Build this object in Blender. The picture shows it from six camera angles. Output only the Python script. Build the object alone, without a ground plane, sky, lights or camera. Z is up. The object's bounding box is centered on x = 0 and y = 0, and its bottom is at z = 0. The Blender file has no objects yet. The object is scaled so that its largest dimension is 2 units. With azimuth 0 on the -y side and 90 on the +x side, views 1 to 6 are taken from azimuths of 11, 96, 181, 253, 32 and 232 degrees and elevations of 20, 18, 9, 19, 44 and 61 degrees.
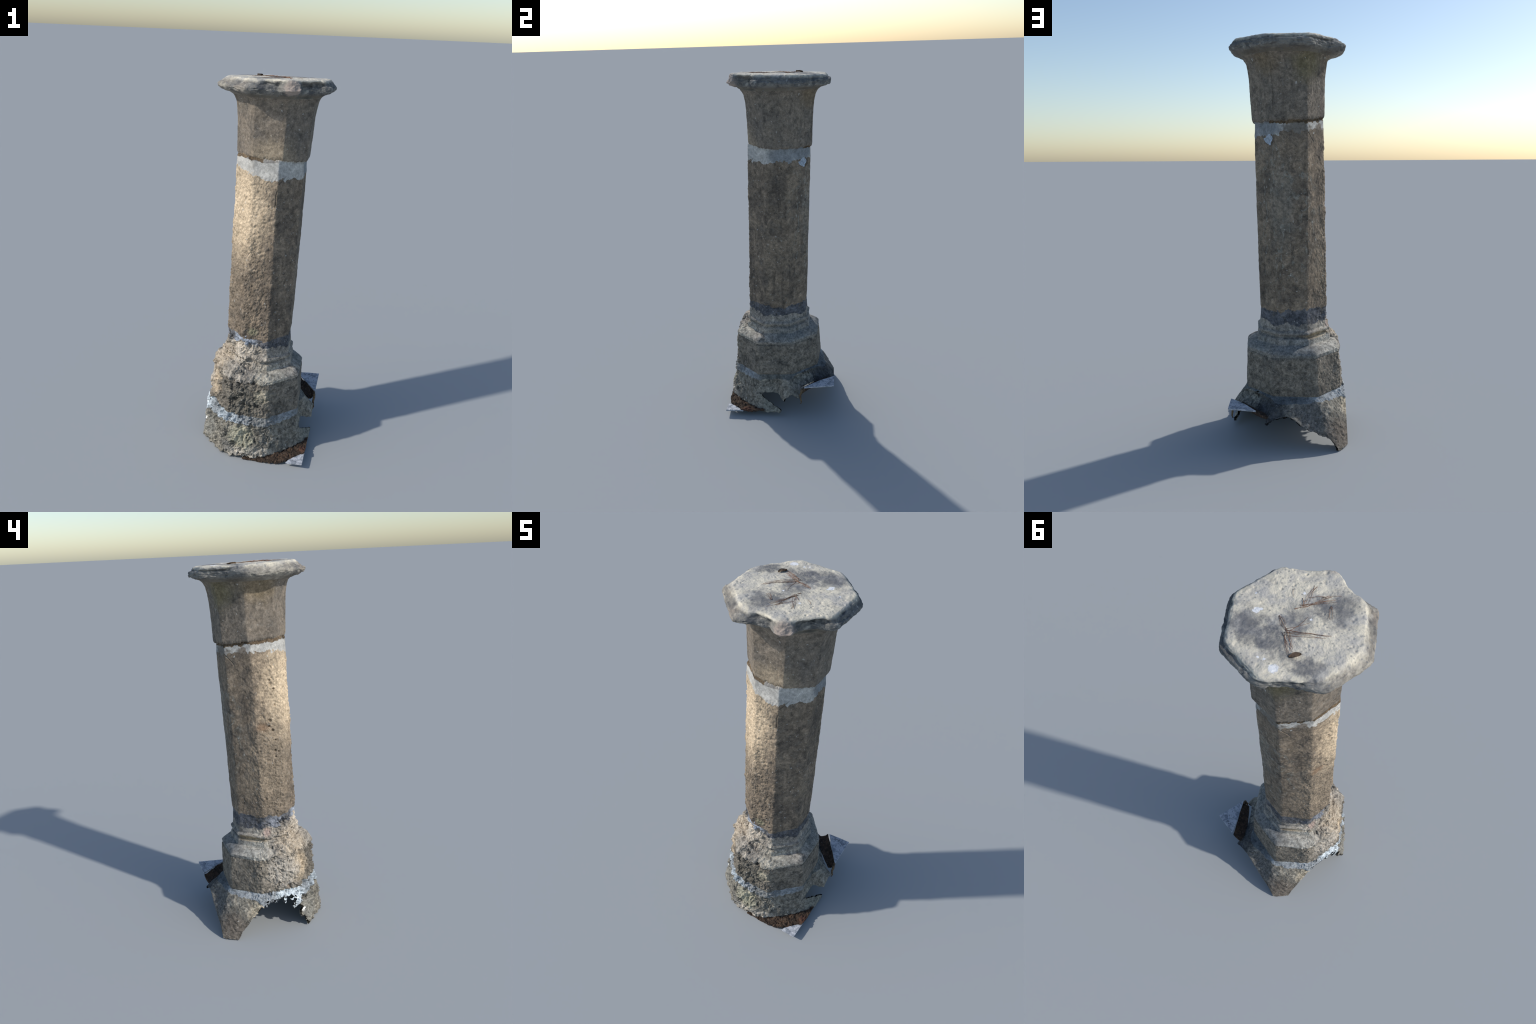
# Weathered octagonal sandstone pillar on a broken rubble footing.
# One continuous, polar-lofted stone surface is described by octagonal cross
# sections at key heights, roughened by noise, and split into its blocks.
import bpy, math
import numpy as np
from mathutils import Vector

rng = np.random.default_rng(7)
D2R = math.pi / 180.0
NA = 720                                    # steps round the pillar

# ------------------------------------------------------------------ noise --
def _hash(ix, iy, iz, seed):
    h = (ix.astype(np.uint32) * np.uint32(374761393)
         + iy.astype(np.uint32) * np.uint32(668265263)
         + iz.astype(np.uint32) * np.uint32(2246822519)
         + np.uint32(seed * 3266489917 & 0xffffffff))
    h ^= h >> np.uint32(15); h *= np.uint32(2246822519)
    h ^= h >> np.uint32(13); h *= np.uint32(3266489917)
    h ^= h >> np.uint32(16)
    return h

def perlin(p, scale, seed=0):
    q = (p * np.asarray(scale, np.float32) + np.float32(71.3)).astype(np.float32)
    i = np.floor(q).astype(np.int64); f = q - i
    u = f * f * f * (f * (f * 6 - 15) + 10)
    out = 0
    for dx in (0, 1):
        for dy in (0, 1):
            for dz in (0, 1):
                h = _hash(i[..., 0] + dx, i[..., 1] + dy, i[..., 2] + dz, seed)
                gx = (h & np.uint32(1023)).astype(np.float32) / 511.5 - 1
                gy = ((h >> np.uint32(10)) & np.uint32(1023)).astype(np.float32) / 511.5 - 1
                gz = ((h >> np.uint32(20)) & np.uint32(1023)).astype(np.float32) / 511.5 - 1
                w = ((u[..., 0] if dx else 1 - u[..., 0]) * (u[..., 1] if dy else 1 - u[..., 1])
                     * (u[..., 2] if dz else 1 - u[..., 2]))
                out = out + w * (gx * (f[..., 0] - dx) + gy * (f[..., 1] - dy) + gz * (f[..., 2] - dz))
    return out * 1.3

def fbm(p, scale, octaves=4, seed=0, gain=0.5):
    s = 0; a = 1; n = 0
    for o in range(octaves):
        s = s + a * perlin(p, np.asarray(scale, np.float32) * 2.03 ** o, seed + o * 17); n += a; a *= gain
    return s / n

def pits(p, scale, density, seed=0):
    """0..1 round hollows: one random hollow in some of the cells."""
    q = (p * np.asarray(scale, np.float32) + np.float32(53.7)).astype(np.float32)
    i = np.floor(q).astype(np.int64)
    best = np.zeros(p.shape[:-1], np.float32)
    for dx in (-1, 0, 1):
        for dy in (-1, 0, 1):
            for dz in (-1, 0, 1):
                c = i + np.array([dx, dy, dz])
                h = _hash(c[..., 0], c[..., 1], c[..., 2], seed)
                r1 = (h & np.uint32(255)).astype(np.float32) / 255
                r2 = ((h >> np.uint32(8)) & np.uint32(255)).astype(np.float32) / 255
                r3 = ((h >> np.uint32(16)) & np.uint32(255)).astype(np.float32) / 255
                r4 = (h >> np.uint32(24)).astype(np.float32) / 255
                d = np.sqrt((q[..., 0] - c[..., 0] - r1) ** 2 + (q[..., 1] - c[..., 1] - r2) ** 2
                            + (q[..., 2] - c[..., 2] - r3) ** 2)
                rad = np.where(r4 < density, 0.25 + 0.5 * r4 / max(density, 1e-3), 1e-3)
                best = np.maximum(best, np.clip(1 - d / rad, 0, 1))
    return best * best * (3 - 2 * best)

def smooth(a, b, x):
    t = np.clip((x - a) / (b - a), 0, 1); return t * t * (3 - 2 * t)

# ---------------------------------------------------------- cross sections --
AZ = np.arange(NA) * 360.0 / NA             # azimuth: 0 on -y, 90 on +x

def around(table):
    """periodic linear interpolation of (azimuth, value...) rows."""
    t = np.array(sorted((a % 360, *v) for a, *v in table), float)
    a = np.r_[t[-1, 0] - 360, t[:, 0], t[0, 0] + 360]
    cols = [np.interp(AZ, a, np.r_[t[-1, k], t[:, k], t[0, k]]) for k in range(1, t.shape[1])]
    return cols[0] if len(cols) == 1 else cols

def octagon(az, rad, p=55):
    """radius at every azimuth of a polygon given by its corners, edges softened."""
    az = np.radians(az); x = np.sin(az) * rad; y = -np.cos(az) * rad
    th = AZ * D2R; acc = 0
    for k in range(8):
        j = (k + 1) % 8
        ex, ey = x[j] - x[k], y[j] - y[k]; L = math.hypot(ex, ey)
        nx, ny = ey / L, -ex / L; d = nx * x[k] + ny * y[k]
        c = (np.sin(th) * nx - np.cos(th) * ny) / d
        acc = acc + np.clip(c, 0, None) ** p
    return acc ** (-1.0 / p)

A8 = np.array
# corner azimuths and radii (about the leaning axis), south-east corner first
PLINTH_LOW = octagon(A8([22, 66, 111, 157, 205, 247, 292, 337.5]), A8([.284, .279, .258, .264, .282, .270, .270, .282]), 60)
PLINTH_TOP = octagon(A8([22, 65, 110, 157, 205, 245, 292, 337]), A8([.272, .273, .254, .259, .270, .260, .262, .271]), 60)
FOOT = octagon(A8([23.5, 68, 113, 158, 202, 251, 294, 338]), A8([.192, .189, .182, .183, .185, .184, .184, .179]), 95)
HEAD = octagon(A8([21, 72, 112, 162, 206, 251, 297, 341]), A8([.188, .182, .187, .190, .195, .180, .187, .181]), 100)
CAP = octagon(A8([26, 71, 113, 160, 205, 247, 293, 338]), A8([.187, .199, .201, .204, .203, .189, .184, .184]), 110)
RIM = octagon(A8([22, 67, 112, 160, 203, 251, 291, 339]), A8([.308, .304, .304, .308, .306, .303, .301, .306]), 42)

def axis(z):
    t = np.clip((z - .66) / .875, 0, 1)
    u = np.clip((z - 1.6) / .35, 0, 1)
    return -0.025 + .017 * t + .009 * u, -0.015 + .023 * t + .003 * u

# lower edge of the pointing between shaft and capital, and how far the rim is broken back
ZJ = around([(10, 1.527), (20, 1.522), (72, 1.522), (112, 1.53), (150, 1.543), (200, 1.556), (250, 1.566), (290, 1.564), (310, 1.553), (335, 1.54), (355, 1.53)])
ZC = around([(20, 1.622), (70, 1.606), (112, 1.602), (160, 1.606), (205, 1.61), (250, 1.625), (300, 1.63), (345, 1.627)])
LIP = around([(-30, 1), (-18, .985), (-10, .93), (-3, .86), (10, .84), (15, .91), (20, .97), (26, 1.0), (32, .995), (35.5, .88), (42, .80),
              (52, .79), (58, .85), (64, .95), (72, 1), (120, 1), (150, 1.0), (192, 1.02), (205, .96), (218, .93), (226, .92), (236, .97), (246, 1.0), (256, .985), (290, 1)])
EDGE = around([(-60, .95), (-30, .92), (-10, .91), (5, .91), (15, .96), (24, 1.0), (31, 1.0), (36, .97), (48, .95), (60, .97), (75, 1), (160, 1.0), (200, 1.035), (225, 1.02), (245, .98), (265, .95), (300, .95)])
UNDER = around([(-22, 1), (-10, .88), (-2, .83), (10, .83), (16, .85), (24, .89), (31, .88), (36, .83), (58, .86), (68, 1), (110, 1.0), (140, 1.07), (200, 1.09), (215, 1.03), (245, 1)])   # broken away below on the south
STEP = around([(90, 0), (125, 1), (225, 1), (245, 0), (40, .6), (60, .6), (0, 0)])         # where the slab keeps a sharp upper fillet
NARROW = around([(60, .3), (90, 1), (215, 1), (250, .3), (300, 0), (30, 0)])                  # torus sets back further on the sound sides
CRACK = around([(-30, .4), (-10, 1), (100, 1), (130, .9), (200, .8), (250, .4), (300, .3)])
TORUS = around([(0, 0), (-15, .6), (-30, 1), (-70, .8), (-100, .2), (-130, 0), (60, 0)])   # worn, heaped torus on the south-west
th = AZ * D2R
one = np.ones(NA)
ring3 = np.stack([np.sin(th), np.cos(th), 0 * th], -1)
ZC = ZC + .010 * fbm(ring3, 5, 3, 91) + .008 * fbm(ring3, 22, 3, 92)

# the rubble skirt flares outwards; it is cut off square by the sides of its bed, rests on
# the ground, or (north-east) runs under a strip of soil.  rows: azimuth, end radius, end height
ER, EZ = around([(-64, .318, 0), (-57, .310, 0), (-48, .302, 0), (-36, .296, 0), (-26, .312, 0), (-16, .318, .003), (-5, .312, .006), (6, .308, .010),
                 (18, .310, .014), (32, .304, .020), (45, .302, .025), (58, .306, .026), (70, .324, .024), (84, .326, .018), (93.5, .326, 0), (97, .395, 0), (101, .425, 0), (106, .47, .01),
                 (112, .345, .130), (116, .300, .172), (122, .292, .174), (138, .290, .172), (152, .318, .165), (158, .36, .150), (164, .57, 0), (176, .60, 0), (181, .49, 0), (187, .425, 0),
                 (195, .41, 0), (200, .402, 0), (209, .412, 0), (214, .405, 0), (222, .388, 0), (232, .372, 0), (240, .370, 0), (247, .370, 0),
                 (255, .385, 0), (262, .395, 0), (275, .378, 0), (284, .345, 0), (289, .330, 0), (293, .322, 0)])
ker = np.exp(-(np.arange(-12, 13) / 4.0) ** 2); ker /= ker.sum()
ER, EZ = [sum(w * np.roll(v, k) for w, k in zip(ker, range(-12, 13))) for v in (ER, EZ)]
BULGE = around([(-75, .0), (-55, .002), (-20, .004), (20, -.004), (45, -.008), (62, -.008), (70, -.020), (84, -.026), (92, -.022), (97, -.004), (104, .0), (120, -.008), (150, -.004), (175, .004), (200, .006), (222, .022), (236, .010), (250, -.004), (280, -.004)])
FREE = around([(-64, 1), (60, 1), (66, .3), (300, .6), (120, .2), (200, .2)])
jag = fbm(np.stack([np.sin(th), np.cos(th), 0 * th], -1), 14, 4, 5) + .6 * fbm(np.stack([np.sin(th), np.cos(th), 0 * th], -1), 60, 3, 15)

# ---------------------------------------------------------------- meridian --
# key levels from the ragged foot upwards: (height, radius, rows up to the next level)
Z = lambda v: one * v
levels = []
t_end = 1 - np.clip(.035 + .09 * jag, 0, .2) * FREE
for k in range(8):
    t = 1 - k / 8
    tt = t * t_end
    r = PLINTH_LOW + (ER - PLINTH_LOW) * tt + BULGE * np.sin(math.pi * np.clip(tt, 0, 1) ** .8) + .006 * np.exp(-((tt - .1) / .09) ** 2)
    z = .243 + (EZ - .243) * tt
    levels.append((z, r, 17))
levels += [(Z(.243), PLINTH_LOW * .988, 3), (Z(.249), PLINTH_LOW, 72),
           (Z(.432), PLINTH_TOP, 4), (Z(.438), PLINTH_TOP * (1 - .03 * CRACK), 4), (Z(.444), PLINTH_TOP * .992, 8),
           (Z(.456), PLINTH_TOP * (1 + .015 * TORUS), 6), (Z(.465) + .012 * TORUS, PLINTH_TOP * (.972 - .006 * NARROW), 6),
           (Z(.474) + .022 * TORUS, PLINTH_TOP * (.935 - .02 * NARROW), 6), (Z(.482) + .028 * TORUS, PLINTH_TOP * (.885 - .035 * NARROW), 6),
           (Z(.487) + .03 * TORUS, PLINTH_TOP * (.835 - .03 * NARROW), 6), (Z(.489) + .031 * TORUS, FOOT * 1.10, 12), (Z(.518) + .024 * TORUS, FOOT * 1.075, 3), (Z(.521) + .022 * TORUS, FOOT * 1.04, 4),
           (Z(.527) + .02 * TORUS, FOOT * .985, 4), (Z(.535) + .015 * TORUS, FOOT * .99, 4), (Z(.540) + .01 * TORUS, FOOT * 1.075, 5), (Z(.551) + .005 * TORUS, FOOT * 1.085, 4),
           (Z(.556), FOOT * 1.06, 4), (Z(.561), FOOT * 1.015, 18), (Z(.605), FOOT * .985, 20), (Z(.655), FOOT * .975, 8), (Z(.672), FOOT, 340),
           (ZJ, HEAD, 8), (ZJ + .02, HEAD * .992, 16), (ZC - .018, HEAD * .988, 4), (ZC - .011, HEAD * .970, 3), (ZC - .007, CAP * .965, 4), (ZC, CAP * .99, 4),
           (ZC + .010, CAP, 28), (Z(1.70), CAP * 1.012, 20), (Z(1.75), CAP * 1.02, 20), (Z(1.80), CAP * 1.035, 18), (Z(1.845), CAP * 1.06, 15),
           (Z(1.88), CAP * 1.095, 9), (Z(1.898), CAP * 1.14, 6), (Z(1.909), CAP * 1.19, 6), (Z(1.918), RIM * .80 * UNDER ** .6, 6), (Z(1.926), RIM * np.minimum(.885 * UNDER, LIP * .94), 6),
           (Z(1.934), RIM * np.minimum(.95 * UNDER, LIP * .985), 6), (Z(1.943), RIM * np.minimum(LIP * .99, 1.01 * UNDER ** .7), 6), (Z(1.953), RIM * LIP, 5), (Z(1.960), RIM * LIP * .985, 5),
           (Z(1.9655), RIM * (STEP * np.minimum(LIP * .955, EDGE * .935) + (1 - STEP) * np.minimum(LIP * .965, EDGE * 1.0)), 5), (Z(1.974), RIM * (STEP * np.minimum(LIP, EDGE * .93) + (1 - STEP) * np.minimum(LIP * .945, EDGE * .955)), 6), (Z(1.983), RIM * EDGE * .915, 5),
           (Z(1.9885), RIM * EDGE * .885, 8), (Z(1.990), RIM * EDGE * .82, 90), (Z(1.990), one * .004, 1)]
zs, rs, us = [], [], []
for k in range(len(levels) - 1):
    z0, r0, n = levels[k]; z1, r1, _ = levels[k + 1]
    for i in range(n):
        f = i / n
        zs.append(z0 + (z1 - z0) * f); rs.append(r0 + (r1 - r0) * f); us.append(k + f)
zs.append(levels[-1][0]); rs.append(levels[-1][1]); us.append(len(levels) - 1)
ZG, RG, UG = np.array(zs), np.array(rs), np.array(us)
LAST_SKIRT = 8
FIRST_RIM = next(i for i, l in enumerate(levels) if abs(l[0][0] - 1.909) < 1e-6)
for _ in range(2):                                  # soften the joints between levels
    for G in (ZG, RG):
        G[1:-1] = .25 * G[:-2] + .5 * G[1:-1] + .25 * G[2:]
cx, cy = axis(ZG)
low = fbm(np.stack([np.sin(th), np.cos(th), 0 * th], -1), 2.2, 3, 31)
P = np.stack([cx + RG * np.sin(th), cy - RG * np.cos(th), ZG], -1).astype(np.float32)
NR = P.shape[0]

def normals(P):
    dv = np.empty_like(P); dv[1:-1] = P[2:] - P[:-2]; dv[0] = P[1] - P[0]; dv[-1] = P[-1] - P[-2]
    du = np.roll(P, -1, 1) - np.roll(P, 1, 1)
    n = np.cross(du, dv); n /= np.linalg.norm(n, axis=-1, keepdims=True) + 1e-12
    return n

# ---------------------------------------------------------------- relief ----
z = P[..., 2]; az = np.broadcast_to(AZ, z.shape)
def facing(a, width):                                # 1 in the middle of an azimuth range
    d = np.abs((az - a + 180) % 360 - 180); return smooth(width, width * .45, d)
weather = np.clip(facing(-45, 95) + .0, 0, 1)         # the side the weather has eaten
skirt = (np.broadcast_to(UG[:, None], z.shape) < LAST_SKIRT)
shaft = smooth(.64, .69, z) * smooth(1.55, 1.51, z)
cap = smooth(1.60, 1.64, z)
topm = smooth(1.975, 1.987, z)
base = smooth(.66, .62, z)
lowshaft = shaft * smooth(1.35, .85, z)
big = fbm(P, 5.0, 3, 1); mid = fbm(P, 22, 3, 2); fine = fbm(P, 75, 4, 3, .6); streak = fbm(P, (60, 60, 150), 3, 9)
ridg = 1 - 2 * np.abs(perlin(P, 48, 4)) - .5 * np.abs(perlin(P, 103, 14))
amp_mid = .0020 * shaft + .0012 * cap + .0042 * base * (.5 + .8 * weather) + .003 * skirt
amp_fine = (.0012 + .0034 * weather) * shaft * (.55 + .6 * smooth(1.4, .8, z)) + .0011 * cap + base * (.0017 + .0055 * weather)
disp = .004 * big * (1 - .3 * cap) + amp_mid * mid * 1.6 + amp_fine * fine * 1.7
disp += (.0022 * weather * shaft + .0038 * weather * base) * (ridg - .4)
hole_s = pits(P, 55, .25, 21); hole_m = pits(P, 30, .22, 22); hole_l = pits(P, (17, 17, 20), .25, 23)
gate = smooth(-.15, .25, fbm(P, 9, 2, 44))
disp -= hole_s * (.0025 * shaft * (.4 + weather) + .0035 * base * (.3 + weather) + .0008 * cap)
disp -= hole_m * gate * (.0035 * shaft * weather + .0085 * base * (.12 + weather))
disp -= hole_l * gate * base * weather * .010
cav = smooth(.0, .30, fbm(P, 36, 4, 33, .6)) * smooth(-.25, .2, fbm(P, 11, 2, 34))     # eaten-out hollows
disp -= cav * (base * (.0015 + .011 * weather) + .0050 * lowshaft * weather + .0015 * shaft * weather)
cav2 = smooth(.04, .30, fbm(P, 20, 4, 133, .6))
disp -= cav2 * base * (.002 + .012 * weather)
disp += base * weather * .009 * smooth(.0, .32, fbm(P, 27, 3, 134))
disp += (shaft * (.3 + .7 * weather) * .0045 + skirt * .004) * smooth(.02, .30, fbm(P, (15, 15, 11), 4, 135)) - .002 * shaft * weather
disp += .004 * weather * (base + .4 * lowshaft) * np.abs(perlin(P, 62, 35))
pl = base * smooth(.2, .26, z)
disp -= .012 * smooth(.12, .35, fbm(P, 13, 3, 36)) * pl * weather
# a line of deep sockets up one western arris, holes in the torus and the plinth
arris = smooth(9, 3, np.abs((az - 281 + 3 * np.sin(z * 17) + 180) % 360 - 180)) * smooth(.75, .85, z) * smooth(1.45, 1.38, z)
disp -= arris * smooth(.15, .55, hole_m + hole_s) * .010
# broken chip between torus and plinth on the south-west
chip = smooth(.085, .03, np.sqrt((P[..., 0] + .255) ** 2 + (P[..., 1] + .13) ** 2 + ((z - .43) * .8) ** 2) + .02 * mid)
disp -= chip * .012
# cracked south-east arris at the top of the shaft
cr = np.abs((az - 19 + 180) % 360 - 180 - 2.0 * perlin(P, 40, 8) - 1.2)
disp -= .005 * smooth(1.3, .2, cr) * smooth(1.35, 1.4, z) * smooth(1.47, 1.45, z)
cr2 = np.abs((z - 1.515) - (az - 28) * D2R * .16 - .003 * mid)
disp -= .006 * smooth(.004, .001, cr2) * smooth(21, 24, az) * smooth(38, 33, az)
# diagonal crack below the pointing on the north-west
cr3 = np.abs((z - 1.53) + (212 - az) * D2R * -.20 - .002 * mid)
disp -= .004 * smooth(.004, .001, cr3) * smooth(203, 206, az) * smooth(222, 218, az)
cr4 = np.abs((az - 158 + 180) % 360 - 180 - 2.2 * perlin(P, 26, 18))
disp -= .0045 * smooth(1.1, .2, cr4) * smooth(1.63, 1.66, z) * smooth(1.88, 1.84, z)
# rim: layered, spalled edge; top: shallow hollows
rimm = smooth(1.905, 1.925, z) * smooth(1.992, 1.975, z)
disp += rimm * (.009 * fbm(P, (9, 9, 30), 3, 51) + .007 * fbm(P, (28, 28, 130), 3, 52) - .008 * smooth(.15, .45, fbm(P, (16, 16, 40), 3, 55)))
broken = rimm * np.clip(facing(12, 30) + .8 * facing(215, 28) + .7 * facing(48, 20), 0, 1)
disp += broken * (.010 * fbm(P, (24, 24, 40), 3, 53))
disp += topm * (.006 * fbm(P, 7, 3, 61) + .0012 * fine - .003 * hole_s * gate)
# mouldings of the base stay legible: quiet the low moulded band on the sound sides
quiet = smooth(.44, .47, z) * smooth(.61, .59, z) * (1 - .5 * weather)
disp *= (1 - .62 * quiet)
N0 = normals(P)
edge_fade = np.ones(NR); edge_fade[-20:] = np.linspace(1, 0, 20)
P = P + N0 * (disp * edge_fade[:, None])[..., None].astype(np.float32)
# broken nose of stone that juts out on the south-south-east of the rim
P[..., 2] += smooth(1.95, 1.99, P[..., 2]) * (-.028 * P[..., 1] + .006 * P[..., 0] + .0015)
spur = smooth(14, 4, np.abs((AZ - 25 + 180) % 360 - 180))[None] * rimm
P[..., 2] -= spur * .003
# the bed ends in clean planes on all four sides
OUT = (np.abs(P[..., 0]) > .2956) | (np.abs(P[..., 1]) > .3266)
P[..., 0] = np.clip(P[..., 0], -.2956, .2956); P[..., 1] = np.clip(P[..., 1], -.3266, .3266)
P[..., 2] = np.where(skirt, np.maximum(P[..., 2], 0), P[..., 2])
P[..., 2] = np.where(P[..., 2] > 1.9995, 1.9995, P[..., 2])
NRM = normals(P)
NRM[-1] = (0, 0, 1)

# ------------------------------------------------------------ build parts --
root = bpy.data.objects.new("stone_pillar", None)
bpy.context.scene.collection.objects.link(root)
root["label"] = "weathered octagonal sandstone pillar with flared capital and broken rubble footing"
root["category"] = "stone pillar"

def add_object(name, mesh, mats, parent=root):
    ob = bpy.data.objects.new(name, mesh)
    bpy.context.scene.collection.objects.link(ob)
    for m in mats: mesh.materials.append(m)
    ob.parent = parent
    return ob

def mesh_from(name, V, F, normals_=None):
    me = bpy.data.meshes.new(name)
    F = [np.asarray(f, np.int32) for f in F if len(f)]
    tot = np.concatenate([np.full(len(f), f.shape[1], np.int32) for f in F])
    idx = np.concatenate([f.ravel() for f in F])
    me.vertices.add(len(V)); me.vertices.foreach_set("co", np.ascontiguousarray(V, np.float32).ravel())
    me.loops.add(len(idx)); me.loops.foreach_set("vertex_index", idx)
    me.polygons.add(len(tot))
    me.polygons.foreach_set("loop_start", np.r_[0, np.cumsum(tot)[:-1]].astype(np.int32))
    me.polygons.foreach_set("loop_total", tot)
    me.update(calc_edges=True); me.validate()
    me.polygons.foreach_set("use_smooth", np.ones(len(me.polygons), bool))
    if normals_ is not None and len(me.vertices) == len(V):
        nn = np.asarray(normals_, np.float32)
        me.normals_split_custom_set_from_vertices([tuple(v) for v in nn])
    me.update()
    return me

grid = np.arange(NR * NA).reshape(NR, NA)
a = grid[:-1]; b = np.roll(a, -1, 1); d = grid[1:]; c = np.roll(d, -1, 1)
QUADS = np.stack([a, b, c, d], -1)                   # (NR-1, NA, 4)
FC = P.reshape(-1, 3)[QUADS].mean(2)
fz = FC[..., 2]; fu = np.broadcast_to(((UG[:-1] + UG[1:]) / 2)[:, None], fz.shape)
wob = fbm(FC, 18, 4, 71); wob2 = fbm(FC, 30, 4, 72)
faz = np.broadcast_to((AZ + 180.0 / NA), fz.shape)
# which block a face belongs to
label = np.zeros(fz.shape, int)                      # 0 footing
mort_t = around([(0, .20), (40, .22), (70, .16), (100, .10), (150, .10), (200, .10), (215, .10), (240, .14), (260, .5), (285, .5), (300, .3), (330, .22)])
label[fu > LAST_SKIRT * (1 - mort_t)[None] + 1.1 * wob * (0.4 + mort_t[None])] = 1     # bedding mortar
label[fu > LAST_SKIRT] = 2                           # plinth
label[fz > .438] = 3                                 # moulded base
label[fu > LAST_SKIRT + 1 + .0] = np.where(label[fu > LAST_SKIRT + 1] < 2, 2, label[fu > LAST_SKIRT + 1])
z_lo = around([(20, .615), (65, .603), (110, .598), (157, .592), (205, .594), (270, .60), (290, .612), (335, .628)])
z_hi = around([(20, .652), (65, .668), (112, .646), (157, .652), (205, .675), (250, .664), (290, .662), (320, .668), (340, .658)])
label[fz > z_lo[None] + .040 * wob + .012 * wob2] = 4              # dark pointing below the shaft
label[fz > z_hi[None] + .030 * wob2 + .030 * wob] = 5             # shaft
label[fz > ZJ[None] + .030 * wob2 + .025 * wob + .02 * np.clip(perlin(FC, 60, 75), -.5, .5) - .004] = 6        # pale pointing below the capital
label[(fz > ZC[None] - .021 + .022 * wob2) & (np.abs((faz - 250 + 180) % 360 - 180) < 104 + 30 * wob)] = 9   # open joint, packed with earth
label[fz > ZC[None] - .007] = 7                      # capital
label[fu > FIRST_RIM] = 8                            # abacus
label[fu > FIRST_RIM + 4] = 8
# ragged slot torn through the east side of the footing, and small gaps at the south edge
zU = np.interp(faz, [70, 74, 80, 90, 99], [.115, .130, .132, .124, .096])
zL = np.interp(faz, [70, 74, 80, 90, 96, 99], [.115, .098, .078, .052, .036, .0])
slot = (faz > 70.5) & (faz < 99) & (fz < zU + .010 * wob2) & (fz > zL + .010 * wob) & (label < 2)
gap = (np.sqrt((FC[..., 0] + .125) ** 2 + (FC[..., 1] + .29) ** 2 + ((fz - .035) * .7) ** 2) + .02 * wob2 < .017) & (label == 0)
gap |= (label == 0) & (fz < .075) & (faz > 192) & (faz < 206) & (perlin(FC, 60, 81) > .22)
beyond = OUT[:-1] & OUT[1:] & np.roll(OUT, -1, 1)[:-1] & np.roll(OUT, -1, 1)[1:] & (label < 2)
keep = ~(slot | gap | beyond | ((label == 0) & (fz < .0008)))

def block(name, k, mats, shell=0.0, cap_ends=True):
    sel = (label == k) & keep
    q = QUADS[sel]
    ids, inv = np.unique(q, return_inverse=True)
    V = P.reshape(-1, 3)[ids]; NV = NRM.reshape(-1, 3)[ids]; q = inv.reshape(-1, 4)
    # border edges run against the direction of their only face
    e = np.concatenate([q[:, [0, 1]], q[:, [1, 2]], q[:, [2, 3]], q[:, [3, 0]]])
    key = np.minimum(e[:, 0], e[:, 1]).astype(np.int64) * len(V) + np.maximum(e[:, 0], e[:, 1])
    _, first, cnt = np.unique(key, return_index=True, return_counts=True)
    be = e[first[cnt == 1]]
    F = [q]
    if shell:
        n = len(V)
        inner = V - NV * shell
        bv, binv = np.unique(be, return_inverse=True); binv = binv.reshape(-1, 2)
        nb = len(bv)
        inner[:, 0] = np.clip(inner[:, 0], -.2956, .2956); inner[:, 1] = np.clip(inner[:, 1], -.3266, .3266); inner[:, 2] = np.maximum(inner[:, 2], 0)
        V2 = np.concatenate([V, inner, V[bv], inner[bv]])
        c0 = V.mean(0); rn = V[bv] - c0; rn[:, 2] = 0; rn /= np.linalg.norm(rn, axis=1, keepdims=True)
        NV2 = np.concatenate([NV, -NV, np.tile([0, 0, -1.0], (nb, 1)), np.tile([0, 0, -1.0], (nb, 1))])
        F += [q[:, ::-1] + n, np.stack([binv[:, 1], binv[:, 0], binv[:, 0] + nb, binv[:, 1] + nb], -1) + 2 * n]
        V, NV = V2, NV2
    elif cap_ends:
        zb = V[be].mean(1)[:, 2]; zm = .5 * (zb.min() + zb.max()) if len(zb) else 0
        cxy = V.mean(0)
        for lowend in (True, False):
            ee = be[(zb <= zm) if lowend else (zb > zm)]
            if not len(ee): continue
            zz = V[ee].mean((0, 1))[2]
            if not lowend and k == 8: continue
            tip = [cxy[0], cxy[1], zz + (.02 if lowend else -.02)]
            ti = len(V); V = np.concatenate([V, [tip]]); NV = np.concatenate([NV, [[0, 0, -1 if lowend else 1]]])
            F.append(np.stack([ee[:, 1], ee[:, 0], np.full(len(ee), ti)], -1))
        if k == 8:
            ring = grid[-1]; loc = np.searchsorted(ids, ring)
            ti = len(V); V = np.concatenate([V, [P[-1].mean(0)]]); NV = np.concatenate([NV, [[0, 0, 1]]])
            F.append(np.stack([loc, np.roll(loc, -1), np.full(NA, ti)], -1))
    return add_object(name, mesh_from(name, V, F, NV), mats)

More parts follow.
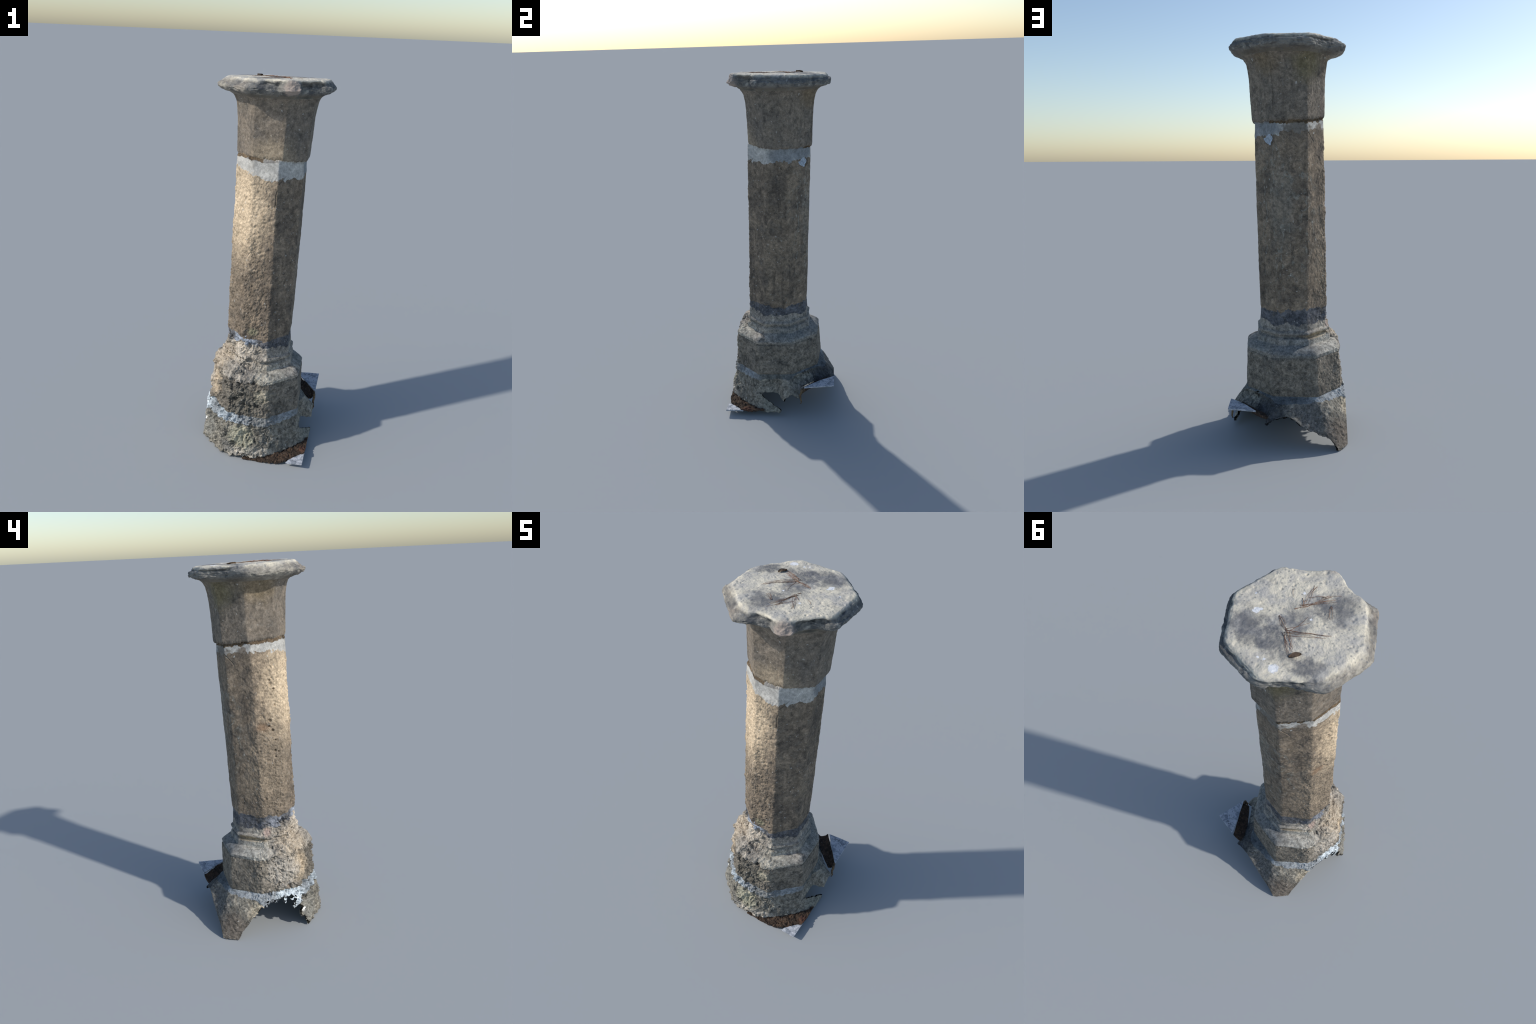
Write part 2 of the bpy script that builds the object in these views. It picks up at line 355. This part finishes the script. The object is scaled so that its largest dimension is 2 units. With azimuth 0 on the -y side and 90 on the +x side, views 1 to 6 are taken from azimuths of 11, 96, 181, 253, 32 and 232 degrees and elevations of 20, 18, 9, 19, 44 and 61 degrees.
# -------------------------------------------------------------- materials --
class Tree:
    def __init__(self, name):
        self.m = bpy.data.materials.new(name); self.m.use_nodes = True
        self.t = self.m.node_tree; self.t.nodes.clear()
        self.co = self.t.nodes.new("ShaderNodeTexCoord").outputs["Object"]
    def n(self, kind, **kw):
        nd = self.t.nodes.new(kind)
        for k, v in kw.items(): setattr(nd, k, v)
        return nd
    def link(self, o, i): self.t.links.new(o, i)
    def put(self, sock, v):
        if hasattr(v, "links") or isinstance(v, bpy.types.NodeSocket): self.link(v, sock)
        elif isinstance(v, (tuple, list)) and len(v) == 3 and sock.type == 'RGBA': sock.default_value = (*v, 1)
        else: sock.default_value = v
    def math(self, op, a, b=0.0, c=None, clamp=False):
        nd = self.n("ShaderNodeMath", operation=op, use_clamp=clamp)
        self.put(nd.inputs[0], a); self.put(nd.inputs[1], b)
        if c is not None: self.put(nd.inputs[2], c)
        return nd.outputs[0]
    def noise(self, scale, detail=4, rough=.55, dist=0.0, stretch=None, offset=None):
        v = self.co
        if stretch or offset:
            mp = self.n("ShaderNodeMapping"); self.link(self.co, mp.inputs["Vector"])
            if stretch: mp.inputs["Scale"].default_value = stretch
            if offset: mp.inputs["Location"].default_value = offset
            v = mp.outputs[0]
        nd = self.n("ShaderNodeTexNoise"); self.link(v, nd.inputs["Vector"])
        nd.inputs["Scale"].default_value = scale; nd.inputs["Detail"].default_value = detail
        nd.inputs["Roughness"].default_value = rough; nd.inputs["Distortion"].default_value = dist
        return nd.outputs["Fac"]
    def cells(self, scale, rand=1.0):
        nd = self.n("ShaderNodeTexVoronoi"); self.link(self.co, nd.inputs["Vector"])
        nd.inputs["Scale"].default_value = scale; nd.inputs["Randomness"].default_value = rand
        return nd.outputs["Distance"], nd.outputs["Color"]
    def step(self, v, lo, hi, a=0.0, b=1.0):
        nd = self.n("ShaderNodeMapRange", interpolation_type='SMOOTHSTEP', clamp=True)
        self.put(nd.inputs["Value"], v)
        for s, x in (("From Min", lo), ("From Max", hi), ("To Min", a), ("To Max", b)): nd.inputs[s].default_value = x
        return nd.outputs[0]
    def mix(self, fac, c1, c2, mode='MIX'):
        nd = self.n("ShaderNodeMix", data_type='RGBA', blend_type=mode)
        self.put(nd.inputs[0], fac); self.put(nd.inputs[6], c1); self.put(nd.inputs[7], c2)
        return nd.outputs[2]
    def blob(self, centre, radius, soft=.5, warp=.02, wscale=30, squash=(1, 1, 1)):
        """1 inside a noisy-edged ball round a point of the surface."""
        mp = self.n("ShaderNodeMapping", vector_type='POINT'); self.link(self.co, mp.inputs["Vector"])
        mp.inputs["Location"].default_value = [-c * s for c, s in zip(centre, squash)]
        mp.inputs["Scale"].default_value = squash
        ln = self.n("ShaderNodeVectorMath", operation='LENGTH'); self.link(mp.outputs[0], ln.inputs[0])
        w = self.math('MULTIPLY_ADD', self.noise(wscale, 3, .6), warp * 2, -warp)
        dd = self.math('ADD', ln.outputs["Value"], w)
        return self.step(dd, radius, radius * (1 - soft))
    def finish(self, col, rough=.9, bump=None, dist=.002, strength=.6, spec=.25):
        bs = self.n("ShaderNodeBsdfPrincipled"); out = self.n("ShaderNodeOutputMaterial")
        self.put(bs.inputs["Base Color"], col); self.put(bs.inputs["Roughness"], rough)
        bs.inputs["Specular IOR Level"].default_value = spec
        if bump is not None:
            bp = self.n("ShaderNodeBump"); bp.inputs["Distance"].default_value = dist; bp.inputs["Strength"].default_value = strength
            self.link(bump, bp.inputs["Height"]); self.link(bp.outputs[0], bs.inputs["Normal"])
        self.link(bs.outputs[0], out.inputs["Surface"])
        return self.m

def stone(name, light, mid_c, dark, stain, grain=.35, stain_amt=.5, dark_amt=.5, specks=.3, blobs=(), streaky=False, mottle=.38, trails=None,
          rough=.92, bump=.7, patch_scale=9, pit_amt=.5):
    t = Tree(name)
    col = t.mix(t.step(t.noise(patch_scale, 5, .6, .4), .36, .64), light, mid_c)
    col = t.mix(t.math('MULTIPLY', t.step(t.noise(patch_scale * 2.6, 6, .65, .6, offset=(3, 1, 7)), .50, .68), stain_amt), col, stain)
    if streaky:
        s = t.noise(26, 5, .6, .3, stretch=(1, 1, .16))
        col = t.mix(t.math('MULTIPLY', t.step(s, .52, .7), stain_amt * .9), col, dark)
    col = t.mix(t.math('MULTIPLY', t.step(t.noise(patch_scale * 5, 8, .7, .2, offset=(9, 4, 2)), .53, .72), dark_amt), col, dark)
    col = t.mix(t.math('MULTIPLY', t.step(t.noise(19, 7, .68, .5, offset=(11, 2, 5)), .55, .63), mottle), col, tuple(min(.8, x * 1.45) for x in light))
    col = t.mix(t.math('MULTIPLY', t.step(t.noise(24, 7, .68, .5, offset=(1, 12, 9)), .55, .64), mottle), col, dark)
    for centre, radius, colour, amt, soft, warp, squash in blobs:
        col = t.mix(t.math('MULTIPLY', t.blob(centre, radius, soft, warp, 26, squash), amt), col, colour)
    if trails:                                         # pale winding lichen trails
        centre, radius, squash, colour, amt = trails
        v = t.math('ABSOLUTE', t.math('SUBTRACT', t.noise(13, 3, .5, .6, stretch=(1, 1, .5), offset=(2, 9, 4)), .5))
        w = t.math('MULTIPLY', t.step(v, .035, .008), t.blob(centre, radius, .5, .05, 20, squash))
        w = t.math('MULTIPLY', w, t.step(t.noise(40, 4, .6, offset=(6, 6, 6)), .42, .6))
        col = t.mix(t.math('MULTIPLY', w, amt), col, colour)
    g = t.noise(190, 8, .75)
    g2 = t.noise(70, 6, .7, offset=(5, 5, 5))
    k = t.step(g, .30, .70, 1 - grain * .75, 1 + grain * .75)
    k2 = t.step(t.math('ADD', t.math('MULTIPLY', g2, .5), t.math('MULTIPLY', t.noise(34, 7, .7, .4, offset=(2, 6, 1)), .5)), .34, .66, 1 - grain * 1.5, 1 + grain * 1.6)
    comb = t.n("ShaderNodeCombineColor"); kk = t.math('MULTIPLY', k, k2)
    for i in range(3): t.link(kk, comb.inputs[i])
    col = t.mix(1.0, col, comb.outputs[0], 'MULTIPLY')
    if pit_amt:                                        # small dark pores
        d1, c1 = t.cells(105); pr = t.noise(14, 3, .6, offset=(1, 8, 3))
        pit = t.math('MULTIPLY', t.step(d1, .30, .12), t.step(pr, .48, .62))
        col = t.mix(t.math('MULTIPLY', pit, pit_amt), col, tuple(x * .35 for x in dark))
    if specks:                                         # pale lichen and mortar specks
        w = t.step(t.noise(62, 4, .6, .2, offset=(8, 8, 1)), .665, .70)
        col = t.mix(t.math('MULTIPLY', w, specks), col, (.62, .62, .58))
    h = t.math('ADD', t.math('MULTIPLY', t.noise(120, 8, .7), .6), t.math('MULTIPLY', t.noise(330, 4, .6), .4))
    return t.finish(col, rough, h, .0022, bump)

S1 = (1, 1, 1)
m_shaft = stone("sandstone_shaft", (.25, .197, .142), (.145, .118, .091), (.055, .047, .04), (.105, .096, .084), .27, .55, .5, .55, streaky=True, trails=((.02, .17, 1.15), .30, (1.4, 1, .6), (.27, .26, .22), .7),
    blobs=[((-.14, -.14, 1.37), .24, (.66, .52, .355), .85, .8, .07, (1, 1, .55)),  # cream ball: sunlight on the upper south-west facets painted into the stone colour
           ((-.19, -.02, .95), .22, (.27, .22, .16), .5, .8, .05, (1, 1, .5)),
           ((-.17, .02, 1.17), .06, (.22, .13, .075), .6, .8, .03, (1, 1, 1.6)),
           ((.099, .151, 1.519), .024, (.40, .46, .53), .95, .12, .030, S1), ((.093, .155, 1.503), .012, (.40, .46, .53), .9, .2, .012, (1, 1, .5)),
           ((-.112, .141, 1.356), .006, (.75, .74, .72), .9, .3, .003, S1),
           ((-.03, -.185, .70), .035, (.25, .24, .155), .6, .6, .02, S1),
           ((.03, .165, 1.2), .10, (.24, .225, .19), .4, .7, .06, (1, 1, .35))])
m_cap = stone("sandstone_capital", (0.225, 0.187, 0.145), (0.17, 0.146, 0.118), (0.07, 0.064, 0.055), (0.13, 0.122, 0.11), .25, .5, .4, .5, streaky=True,
    blobs=[((.02, -.17, 1.64), .16, (.40, .32, .22), .6, .7, .03, (1, 1, 1.5)),
           ((-.1, .2, 1.86), .12, (.20, .165, .07), .5, .8, .04, (1, 1, 1)),
           ((-.19, .02, 1.88), .14, (.22, .165, .09), .55, .8, .04, (1, 1, 1.3)),
           ((.1, .17, 1.88), .10, (.17, .12, .06), .5, .8, .04, S1)])
m_rim = Tree("shade_painted_slab")
if True:
    t = m_rim
    pale = t.mix(t.step(t.noise(13, 6, .65, .3), .40, .66), (.70, .64, .51), (.46, .44, .40))
    band = t.noise(4.6, 4, .55, .5, offset=(.6, .25, 0), stretch=(1, 1, .05))
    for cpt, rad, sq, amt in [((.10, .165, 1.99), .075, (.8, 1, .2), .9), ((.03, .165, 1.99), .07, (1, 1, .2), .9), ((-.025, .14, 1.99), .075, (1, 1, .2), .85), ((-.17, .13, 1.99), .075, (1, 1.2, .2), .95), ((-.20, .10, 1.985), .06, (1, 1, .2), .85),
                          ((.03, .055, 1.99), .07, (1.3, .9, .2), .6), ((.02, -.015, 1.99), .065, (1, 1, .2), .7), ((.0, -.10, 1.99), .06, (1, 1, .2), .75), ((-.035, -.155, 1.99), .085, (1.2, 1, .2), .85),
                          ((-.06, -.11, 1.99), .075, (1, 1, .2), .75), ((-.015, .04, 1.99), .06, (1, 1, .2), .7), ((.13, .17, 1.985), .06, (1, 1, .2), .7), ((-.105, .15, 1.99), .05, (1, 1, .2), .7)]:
        pale = t.mix(t.math('MULTIPLY', t.blob(cpt, rad * 1.25, .9, .075, 24, sq), amt * .78), pale, (.115, .12, .132))  # grey patches paint the soft leaf shadows cast across the slab top
    # darker colour on the outer face of the slab, by its place on the rim
    geo = t.n("ShaderNodeSeparateXYZ"); t.link(t.co, geo.inputs[0])
    side = t.math('MULTIPLY', t.step(t.math('ADD', t.math('ADD', geo.outputs[2], t.math('MULTIPLY_ADD', geo.outputs[1], .03, t.math('MULTIPLY', geo.outputs[0], -.014))), t.math('MULTIPLY', t.noise(20, 5, .65), .034)), 2.010, 1.986), .92)
    facec = t.mix(t.step(t.noise(17, 6, .7, .5), .40, .60), (.19, .185, .17), (.06, .064, .07))
    facec = t.mix(t.math('MULTIPLY', t.step(t.noise(30, 5, .6, offset=(4, 4, 4)), .56, .7), .7), facec, (.42, .40, .35))
    under = t.step(t.math('ADD', geo.outputs[2], t.math('MULTIPLY', t.noise(25, 4, .6), .02)), 1.945, 1.925)
    facec = t.mix(t.math('MULTIPLY', under, .8), facec, (.15, .125, .09))
    facec = t.mix(t.math('MULTIPLY', t.blob((-.30, -.06, 1.965), .22, .6, .05, 20, (1, 1, 1)), .75), facec, t.mix(t.step(t.noise(24, 6, .65), .42, .6), (.44, .40, .33), (.22, .20, .17)))
    col = t.mix(side, pale, facec)
    col = t.mix(t.math('MULTIPLY', t.blob((.115, -.235, 1.958), .055, .6, .025), .85), col, (.40, .33, .28))
    col = t.mix(t.math('MULTIPLY', t.blob((-.14, -.25, 1.955), .075, .8, .03), .6), col, (.36, .31, .25))
    for cpt, rad in [((.136, .106, 1.99), .016), ((.093, -.078, 1.99), .009), ((-.108, .215, 1.985), .022), ((-.035, .225, 1.99), .008), ((-.055, .215, 1.99), .007),
                     ((-.02, -.02, 1.99), .006), ((.13, .09, 1.99), .008), ((.2, .06, 1.99), .006)]:
        col = t.mix(t.math('MULTIPLY', t.blob(cpt, rad, .35, .010, 80), .9), col, (.78, .79, .80))
    g = t.noise(170, 8, .75); kk = t.math('MULTIPLY_ADD', g, .7, .65)
    comb = t.n("ShaderNodeCombineColor")
    for i in range(3): t.link(kk, comb.inputs[i])
    col = t.mix(1.0, col, comb.outputs[0], 'MULTIPLY')
    d1, c1 = t.cells(75); sp = t.n("ShaderNodeSeparateColor"); t.link(c1, sp.inputs[0])
    col = t.mix(t.math('MULTIPLY', t.math('MULTIPLY', t.step(d1, .4, .2), t.step(sp.outputs[0], .72, .76)), .55), col, (.16, .17, .18))
    h = t.math('ADD', t.math('MULTIPLY', t.noise(90, 8, .7), .6), t.math('MULTIPLY', t.noise(300, 4, .6), .4))
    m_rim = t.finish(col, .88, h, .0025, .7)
m_joint = stone("pale_pointing", (.53, .51, .465), (.41, .40, .375), (.2, .2, .19), (.25, .235, .205), .2, .35, .25, .1, pit_amt=.1,
    mottle=0.2, blobs=[((-.05, .19, 1.56), .07, (.14, .12, .095), .85, .4, .05, (.8, .8, 1.2)), ((-.15, .11, 1.555), .035, (.15, .12, .09), .85, .4, .04, S1), ((.10, .15, 1.575), .09, (.20, .215, .225), .85, .5, .04, S1), ((.17, .05, 1.57), .10, (.21, .225, .235), .85, .5, .04, S1),  # bluish balls darken north and east mortar to its out-of-sun tone
           
           ((-.09, -.16, 1.614), .06, (.12, .11, .10), .8, .4, .02, (1, 1, 6)), ((.0, -.165, 1.61), .07, (.13, .12, .11), .7, .4, .02, (1, 1, 6))])
m_crack = stone("earth_packed_joint", (.15, .11, .07), (.10, .07, .042), (.03, .024, .018), (.16, .15, .135), .4, .5, .6, .2)
m_dark = stone("dark_pointing", (0.13, 0.133, 0.145), (0.08, 0.083, 0.092), (0.025, 0.027, 0.032), (0.14, 0.125, 0.1), .35, .5, .6, .5,
    mottle=0.4, blobs=[((-.09, -.19, .64), .10, (.36, .40, .46), .7, .5, .03, S1), ((-.2, -.03, .645), .07, (.26, .28, .32), .6, .6, .03, S1)])
m_base = stone("weathered_base", (0.35, 0.31, 0.255), (0.23, 0.21, 0.182), (0.06, 0.06, 0.058), (0.15, 0.152, 0.147), .35, .5, .55, .4,
    mottle=0.6, blobs=[((-.10, -.19, .59), .10, (.50, .44, .36), .8, .5, .02, S1), ((-.21, -.12, .50), .12, (.47, .39, .29), .7, .6, .03, S1),
           ((-.2, .03, .575), .035, (.36, .25, .22), .6, .7, .02, S1), ((-.15, .12, .532), .09, (.30, .20, .08), .7, .5, .02, (.7, .7, 4)),
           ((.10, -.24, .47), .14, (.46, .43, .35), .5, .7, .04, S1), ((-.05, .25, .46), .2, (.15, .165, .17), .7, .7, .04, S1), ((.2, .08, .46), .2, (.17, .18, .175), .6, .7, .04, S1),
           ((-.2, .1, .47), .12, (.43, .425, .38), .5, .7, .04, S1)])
m_plinth = stone("plinth_stone", (0.215, 0.188, 0.15), (0.14, 0.126, 0.105), (0.036, 0.035, 0.033), (0.09, 0.085, 0.075), .35, .55, .6, .3,
    mottle=0.5, blobs=[((-.24, -.13, .36), .11, (.48, .385, .27), .8, .6, .03, S1), ((-.29, -.04, .36), .15, (.40, .365, .315), .85, .7, .03, S1),
           ((-.05, -.28, .32), .13, (.09, .088, .076), .6, .7, .05, S1), ((.05, -.27, .37), .06, (.36, .33, .25), .6, .7, .03, S1),
           ((-.22, -.05, .27), .06, (.36, .24, .16), .6, .6, .03, S1)])
m_bed = stone("bedding_mortar", (0.30, 0.32, 0.335), (0.24, 0.262, 0.275), (0.07, 0.078, 0.085), (0.17, 0.18, 0.175), .3, .4, .35, .3,
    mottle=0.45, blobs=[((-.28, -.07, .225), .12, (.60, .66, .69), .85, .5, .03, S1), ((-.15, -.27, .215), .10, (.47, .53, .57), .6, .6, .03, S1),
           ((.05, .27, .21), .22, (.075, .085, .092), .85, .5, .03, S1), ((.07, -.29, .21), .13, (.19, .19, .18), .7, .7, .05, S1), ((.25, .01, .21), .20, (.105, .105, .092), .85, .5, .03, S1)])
m_foot = stone("rubble_footing", (0.26, 0.238, 0.195), (0.16, 0.15, 0.125), (0.036, 0.036, 0.035), (0.095, 0.093, 0.085), .4, .55, .65, .45,
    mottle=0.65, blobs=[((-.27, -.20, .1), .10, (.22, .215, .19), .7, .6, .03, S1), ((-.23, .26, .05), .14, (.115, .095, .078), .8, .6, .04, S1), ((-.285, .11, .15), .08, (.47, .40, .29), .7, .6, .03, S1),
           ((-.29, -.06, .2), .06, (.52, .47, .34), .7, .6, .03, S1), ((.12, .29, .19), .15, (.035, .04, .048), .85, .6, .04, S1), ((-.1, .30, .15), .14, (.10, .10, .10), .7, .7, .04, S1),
           ((.02, -.32, .03), .12, (.46, .42, .36), .6, .5, .02, (.6, 1, 2)), ((.26, -.05, .07), .10, (.27, .26, .21), .6, .6, .03, S1),
           ((-.29, -.15, .10), .022, (.75, .74, .70), .9, .4, .012, S1), ((-.05, -.31, .12), .09, (.40, .385, .28), .6, .6, .04, S1), ((-.12, -.28, .06), .06, (.10, .10, .095), .7, .6, .03, S1)])

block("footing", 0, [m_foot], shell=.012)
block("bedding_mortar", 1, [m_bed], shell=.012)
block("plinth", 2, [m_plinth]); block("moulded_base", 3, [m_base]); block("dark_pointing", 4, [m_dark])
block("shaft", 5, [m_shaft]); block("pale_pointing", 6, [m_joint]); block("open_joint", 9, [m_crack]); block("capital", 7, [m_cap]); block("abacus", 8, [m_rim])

# ---------------------------------------------------------- paving and soil --
def pavement():
    t = Tree("speckled_paving")
    c = t.mix(t.step(t.noise(38, 6, .65, .6), .42, .6), (.50, .52, .56), (.24, .265, .30))
    c = t.mix(t.math('MULTIPLY', t.step(t.noise(95, 5, .6, .5, offset=(2, 2, 2)), .56, .66), .8), c, (.09, .10, .115))
    return t.finish(c, .85, t.noise(120, 6, .7), .003, .8)
def earth():
    t = Tree("leafy_earth")
    c = t.mix(t.step(t.noise(45, 7, .7, 1.0, stretch=(1, 1, .6)), .40, .62), (.04, .029, .022), (.10, .064, .043))
    c = t.mix(t.math('MULTIPLY', t.step(t.noise(30, 5, .6, offset=(7, 2, 1)), .55, .68), .6), c, (.02, .016, .014))
    c = t.mix(t.math('MULTIPLY', t.step(t.noise(80, 6, .7, offset=(3, 3, 9)), .56, .66), .5), c, (.23, .19, .15))
    c = t.mix(t.math('MULTIPLY', t.blob((.285, -.2, .04), .04, .8, .03), .5), c, (.15, .065, .045))
    return t.finish(c, .95, t.noise(110, 7, .75), .006, 1.0)
m_pave, m_soil = pavement(), earth()

def sheet(name, mat, edge_a, edge_b, na, nb, thick, relief, rag_a=0.0, rag_b=0.0, sag=0.0, seed=1, clip=True):
    """a thick crust spanning two polylines; its long edges can be ragged."""
    def along(pts, n):
        pts = np.array(pts, float); L = np.r_[0, np.cumsum(np.linalg.norm(np.diff(pts, axis=0), axis=1))]
        s = np.linspace(0, L[-1], n); return np.stack([np.interp(s, L, pts[:, k]) for k in range(3)], -1)
    A, B = along(edge_a, na), along(edge_b, na)
    ja = fbm(A * 1.0, 45, 4, seed) * rag_a; jb = fbm(B, 45, 4, seed + 3) * rag_b
    v = np.linspace(0, 1, nb)[None, :, None]
    ta = (v * (1 - ja[:, None, None] + 0) * 1.0)
    G = A[:, None] + (B - A)[:, None] * (np.clip(ja, 0, 1)[:, None, None] + v * (1 - np.clip(ja, 0, 1) - np.clip(jb, 0, 1))[:, None, None])
    G[..., 2] += relief * fbm(G, 26, 4, seed + 5) + relief * .6 * fbm(G, 80, 3, seed + 8) - sag * np.sin(math.pi * v[..., 0])
    if clip:
        G[..., 0] = np.clip(G[..., 0], -.2955, .2955); G[..., 1] = np.clip(G[..., 1], -.3265, .3265)
    low_ = G.copy(); low_[..., 2] -= thick
    n = na * nb
    V = np.concatenate([G.reshape(-1, 3), low_.reshape(-1, 3)]); V[:, 2] = np.maximum(V[:, 2], .0)
    g = np.arange(n).reshape(na, nb)
    q = np.stack([g[:-1, :-1], g[1:, :-1], g[1:, 1:], g[:-1, 1:]], -1).reshape(-1, 4)
    nz = np.cross(V[q[:, 1]] - V[q[:, 0]], V[q[:, 3]] - V[q[:, 0]])[:, 2].mean()
    if nz < 0: q = q[:, ::-1]
    rim = np.concatenate([g[0], g[1:, -1], g[-1, -2::-1], g[-2:0:-1, 0]])
    r2 = np.roll(rim, -1)
    s = np.stack([rim, rim + n, r2 + n, r2], -1)
    if nz < 0: s = s[:, ::-1]
    me = mesh_from(name, V, [q, q[:, ::-1] + n, s])
    me.set_sharp_from_angle(angle=math.radians(45))
    return add_object(name, me, [mat])

sheet("paving_slab", m_pave, [(.2955, .150, .203), (.2955, .3265, .221)], [(.288, .155, .203), (.225, .235, .210), (.160, .3265, .209)], 60, 50, .007, .0022, seed=3)
sheet("soil_strip", m_soil, [(.2955, .156, .196), (.228, .228, .204), (.150, .326, .203)], [(.262, .130, .165), (.232, .152, .174), (.162, .214, .172), (.092, .305, .172)], 90, 26, .012, .008, .0, .0, .014, seed=11)
sheet("paving_slab", m_pave, [(.2955, -.222, .035), (.2955, -.3265, .035)], [(.275, -.238, .031), (.22, -.30, .027), (.205, -.322, .024)], 50, 40, .008, .003, 0, .25, seed=23)
sheet("soil_strip", m_soil, [(.2955, -.092, .045), (.232, -.162, .038), (.172, -.232, .032), (.10, -.285, .026), (.02, -.298, .018), (-.04, -.305, .014)],
      [(.2955, -.232, .038), (.262, -.258, .030), (.20, -.31, .022), (.12, -.3265, .014), (.05, -.3265, .010), (-.03, -.3265, .008)], 160, 40, .010, .020, .0, .42, 0, seed=31)

# a root hanging below the earth on the east side
def tube(pts, r0, r1, seg=7):
    pts = np.array(pts, float); V = []; F = []
    for i, p in enumerate(pts):
        tg = pts[min(i + 1, len(pts) - 1)] - pts[max(i - 1, 0)]; tg /= np.linalg.norm(tg)
        s = np.cross(tg, (.31, .2, .93)); s /= np.linalg.norm(s) + 1e-9; w = np.cross(tg, s)
        r = r0 + (r1 - r0) * i / (len(pts) - 1)
        for k in range(seg):
            an = 2 * math.pi * k / seg; V.append(p + r * (math.cos(an) * s + math.sin(an) * w))
    for i in range(len(pts) - 1):
        for k in range(seg):
            F.append((i * seg + k, i * seg + (k + 1) % seg, (i + 1) * seg + (k + 1) % seg, (i + 1) * seg + k))
    V.append(pts[0]); V.append(pts[-1]); n = len(V)
    T = [(n - 2, (k + 1) % seg, k) for k in range(seg)] + [(n - 1, (len(pts) - 1) * seg + k, (len(pts) - 1) * seg + (k + 1) % seg) for k in range(seg)]
    return np.array(V), np.array(F), np.array(T)

def plain(name, c1, c2, scale=60):
    t = Tree(name)
    return t.finish(t.mix(t.step(t.noise(scale, 5, .6), .4, .62), c1, c2), .85, t.noise(150, 5, .6), .002, .5)
m_root = plain("root_bark", (.20, .14, .08), (.09, .06, .04))
def join_tubes(name, tubes, mat):
    V, Q, T, o = [], [], [], 0
    for v, q, tt in tubes:
        V.append(v); Q.append(q + o); T.append(tt + o); o += len(v)
    ob = add_object(name, mesh_from(name, np.concatenate(V), [np.concatenate(Q), np.concatenate(T)]), [mat])
    ob["kind"] = "stuff"
    return ob
join_tubes("hanging_root", [tube([(.291, .138, .188), (.293, .134, .165), (.290, .126, .145), (.292, .128, .120), (.294, .133, .104), (.291, .130, .092), (.289, .124, .090)], .0085, .0022),
                            tube([(.288, .150, .192), (.290, .147, .172), (.286, .140, .158)], .008, .003)], m_root)

# ------------------------------------------------ needles and leaf on the top
flat = P[-95:].reshape(-1, 3)
def top_z(x, y):
    i = np.argmin((flat[:, 0] - x) ** 2 + (flat[:, 1] - y) ** 2); return float(flat[i, 2])
m_needle = plain("pine_needle", (.30, .165, .105), (.15, .09, .06))
needles = []
# clusters: (x, y) start -> (x, y) end, count, spread
for (x0, y0), (x1, y1), cnt, spr in [((.065, .055), (.0, .085), 4, .012), ((.0, .09), (-.08, .125), 6, .014), ((-.01, .085), (-.118, -.01), 5, .014), ((-.02, .10), (-.10, .135), 3, .01),
                                     ((.01, .07), (-.02, -.02), 2, .012), ((.045, -.035), (.0, -.13), 6, .014), ((.06, -.06), (.05, -.02), 3, .012), ((.09, -.13), (.055, -.045), 3, .01),
                                     ((-.01, -.12), (-.05, -.06), 3, .012), ((.05, -.10), (.0, -.16), 3, .02), ((.06, .0), (.045, -.05), 2, .012), ((.13, -.06), (.1, -.04), 1, .01)]:
    for _ in range(cnt):
        s = np.array([x0, y0]) + rng.normal(0, spr * .6, 2); e = np.array([x1, y1]) + rng.normal(0, spr, 2)
        bend = rng.normal(0, .004); pts = []
        for f in np.linspace(0, 1, 9):
            p = s + (e - s) * f; nrm = np.array([-(e - s)[1], (e - s)[0]]); nrm = nrm / (np.linalg.norm(nrm) + 1e-6)
            p = p + nrm * bend * math.sin(math.pi * f); pts.append((p[0], p[1], top_z(p[0], p[1]) + .0012 + .003 * rng.random() * math.sin(math.pi * f)))
        needles.append(tube(pts, .0007, .0004, 5))
join_tubes("pine_needles", needles, m_needle)

def leaf(name, x, y, length, width, turn, mat):
    nu, nv = 16, 9; V = []
    for i in range(nu):
        u = i / (nu - 1); w = width * (math.sin(math.pi * min(u * 1.02, 1)) ** .7 + .04)
        for j in range(nv):
            v = j / (nv - 1) * 2 - 1
            lx, ly = (u - .5) * length, v * w * .5
            gx, gy = x + lx * math.cos(turn) - ly * math.sin(turn), y + lx * math.sin(turn) + ly * math.cos(turn)
            V.append((gx, gy, top_z(gx, gy) + .0022 + .006 * v * v + .002 * math.sin(5 * u)))
    V = np.array(V); g = np.arange(nu * nv).reshape(nu, nv)
    q = np.stack([g[:-1, :-1], g[1:, :-1], g[1:, 1:], g[:-1, 1:]], -1).reshape(-1, 4)
    n = len(V); rim = np.concatenate([g[0], g[1:, -1], g[-1, -2::-1], g[-2:0:-1, 0]]); r2 = np.roll(rim, -1)
    V = np.concatenate([V, V - [0, 0, .0008]])
    return add_object(name, mesh_from(name, V, [q, q[:, ::-1] + n, np.stack([rim, rim + n, r2 + n, r2], -1)]), [mat])
leaf("dry_leaf", -.112, .124, .046, .020, 1.1, plain("dry_leaf_brown", (.20, .135, .085), (.10, .07, .05)))
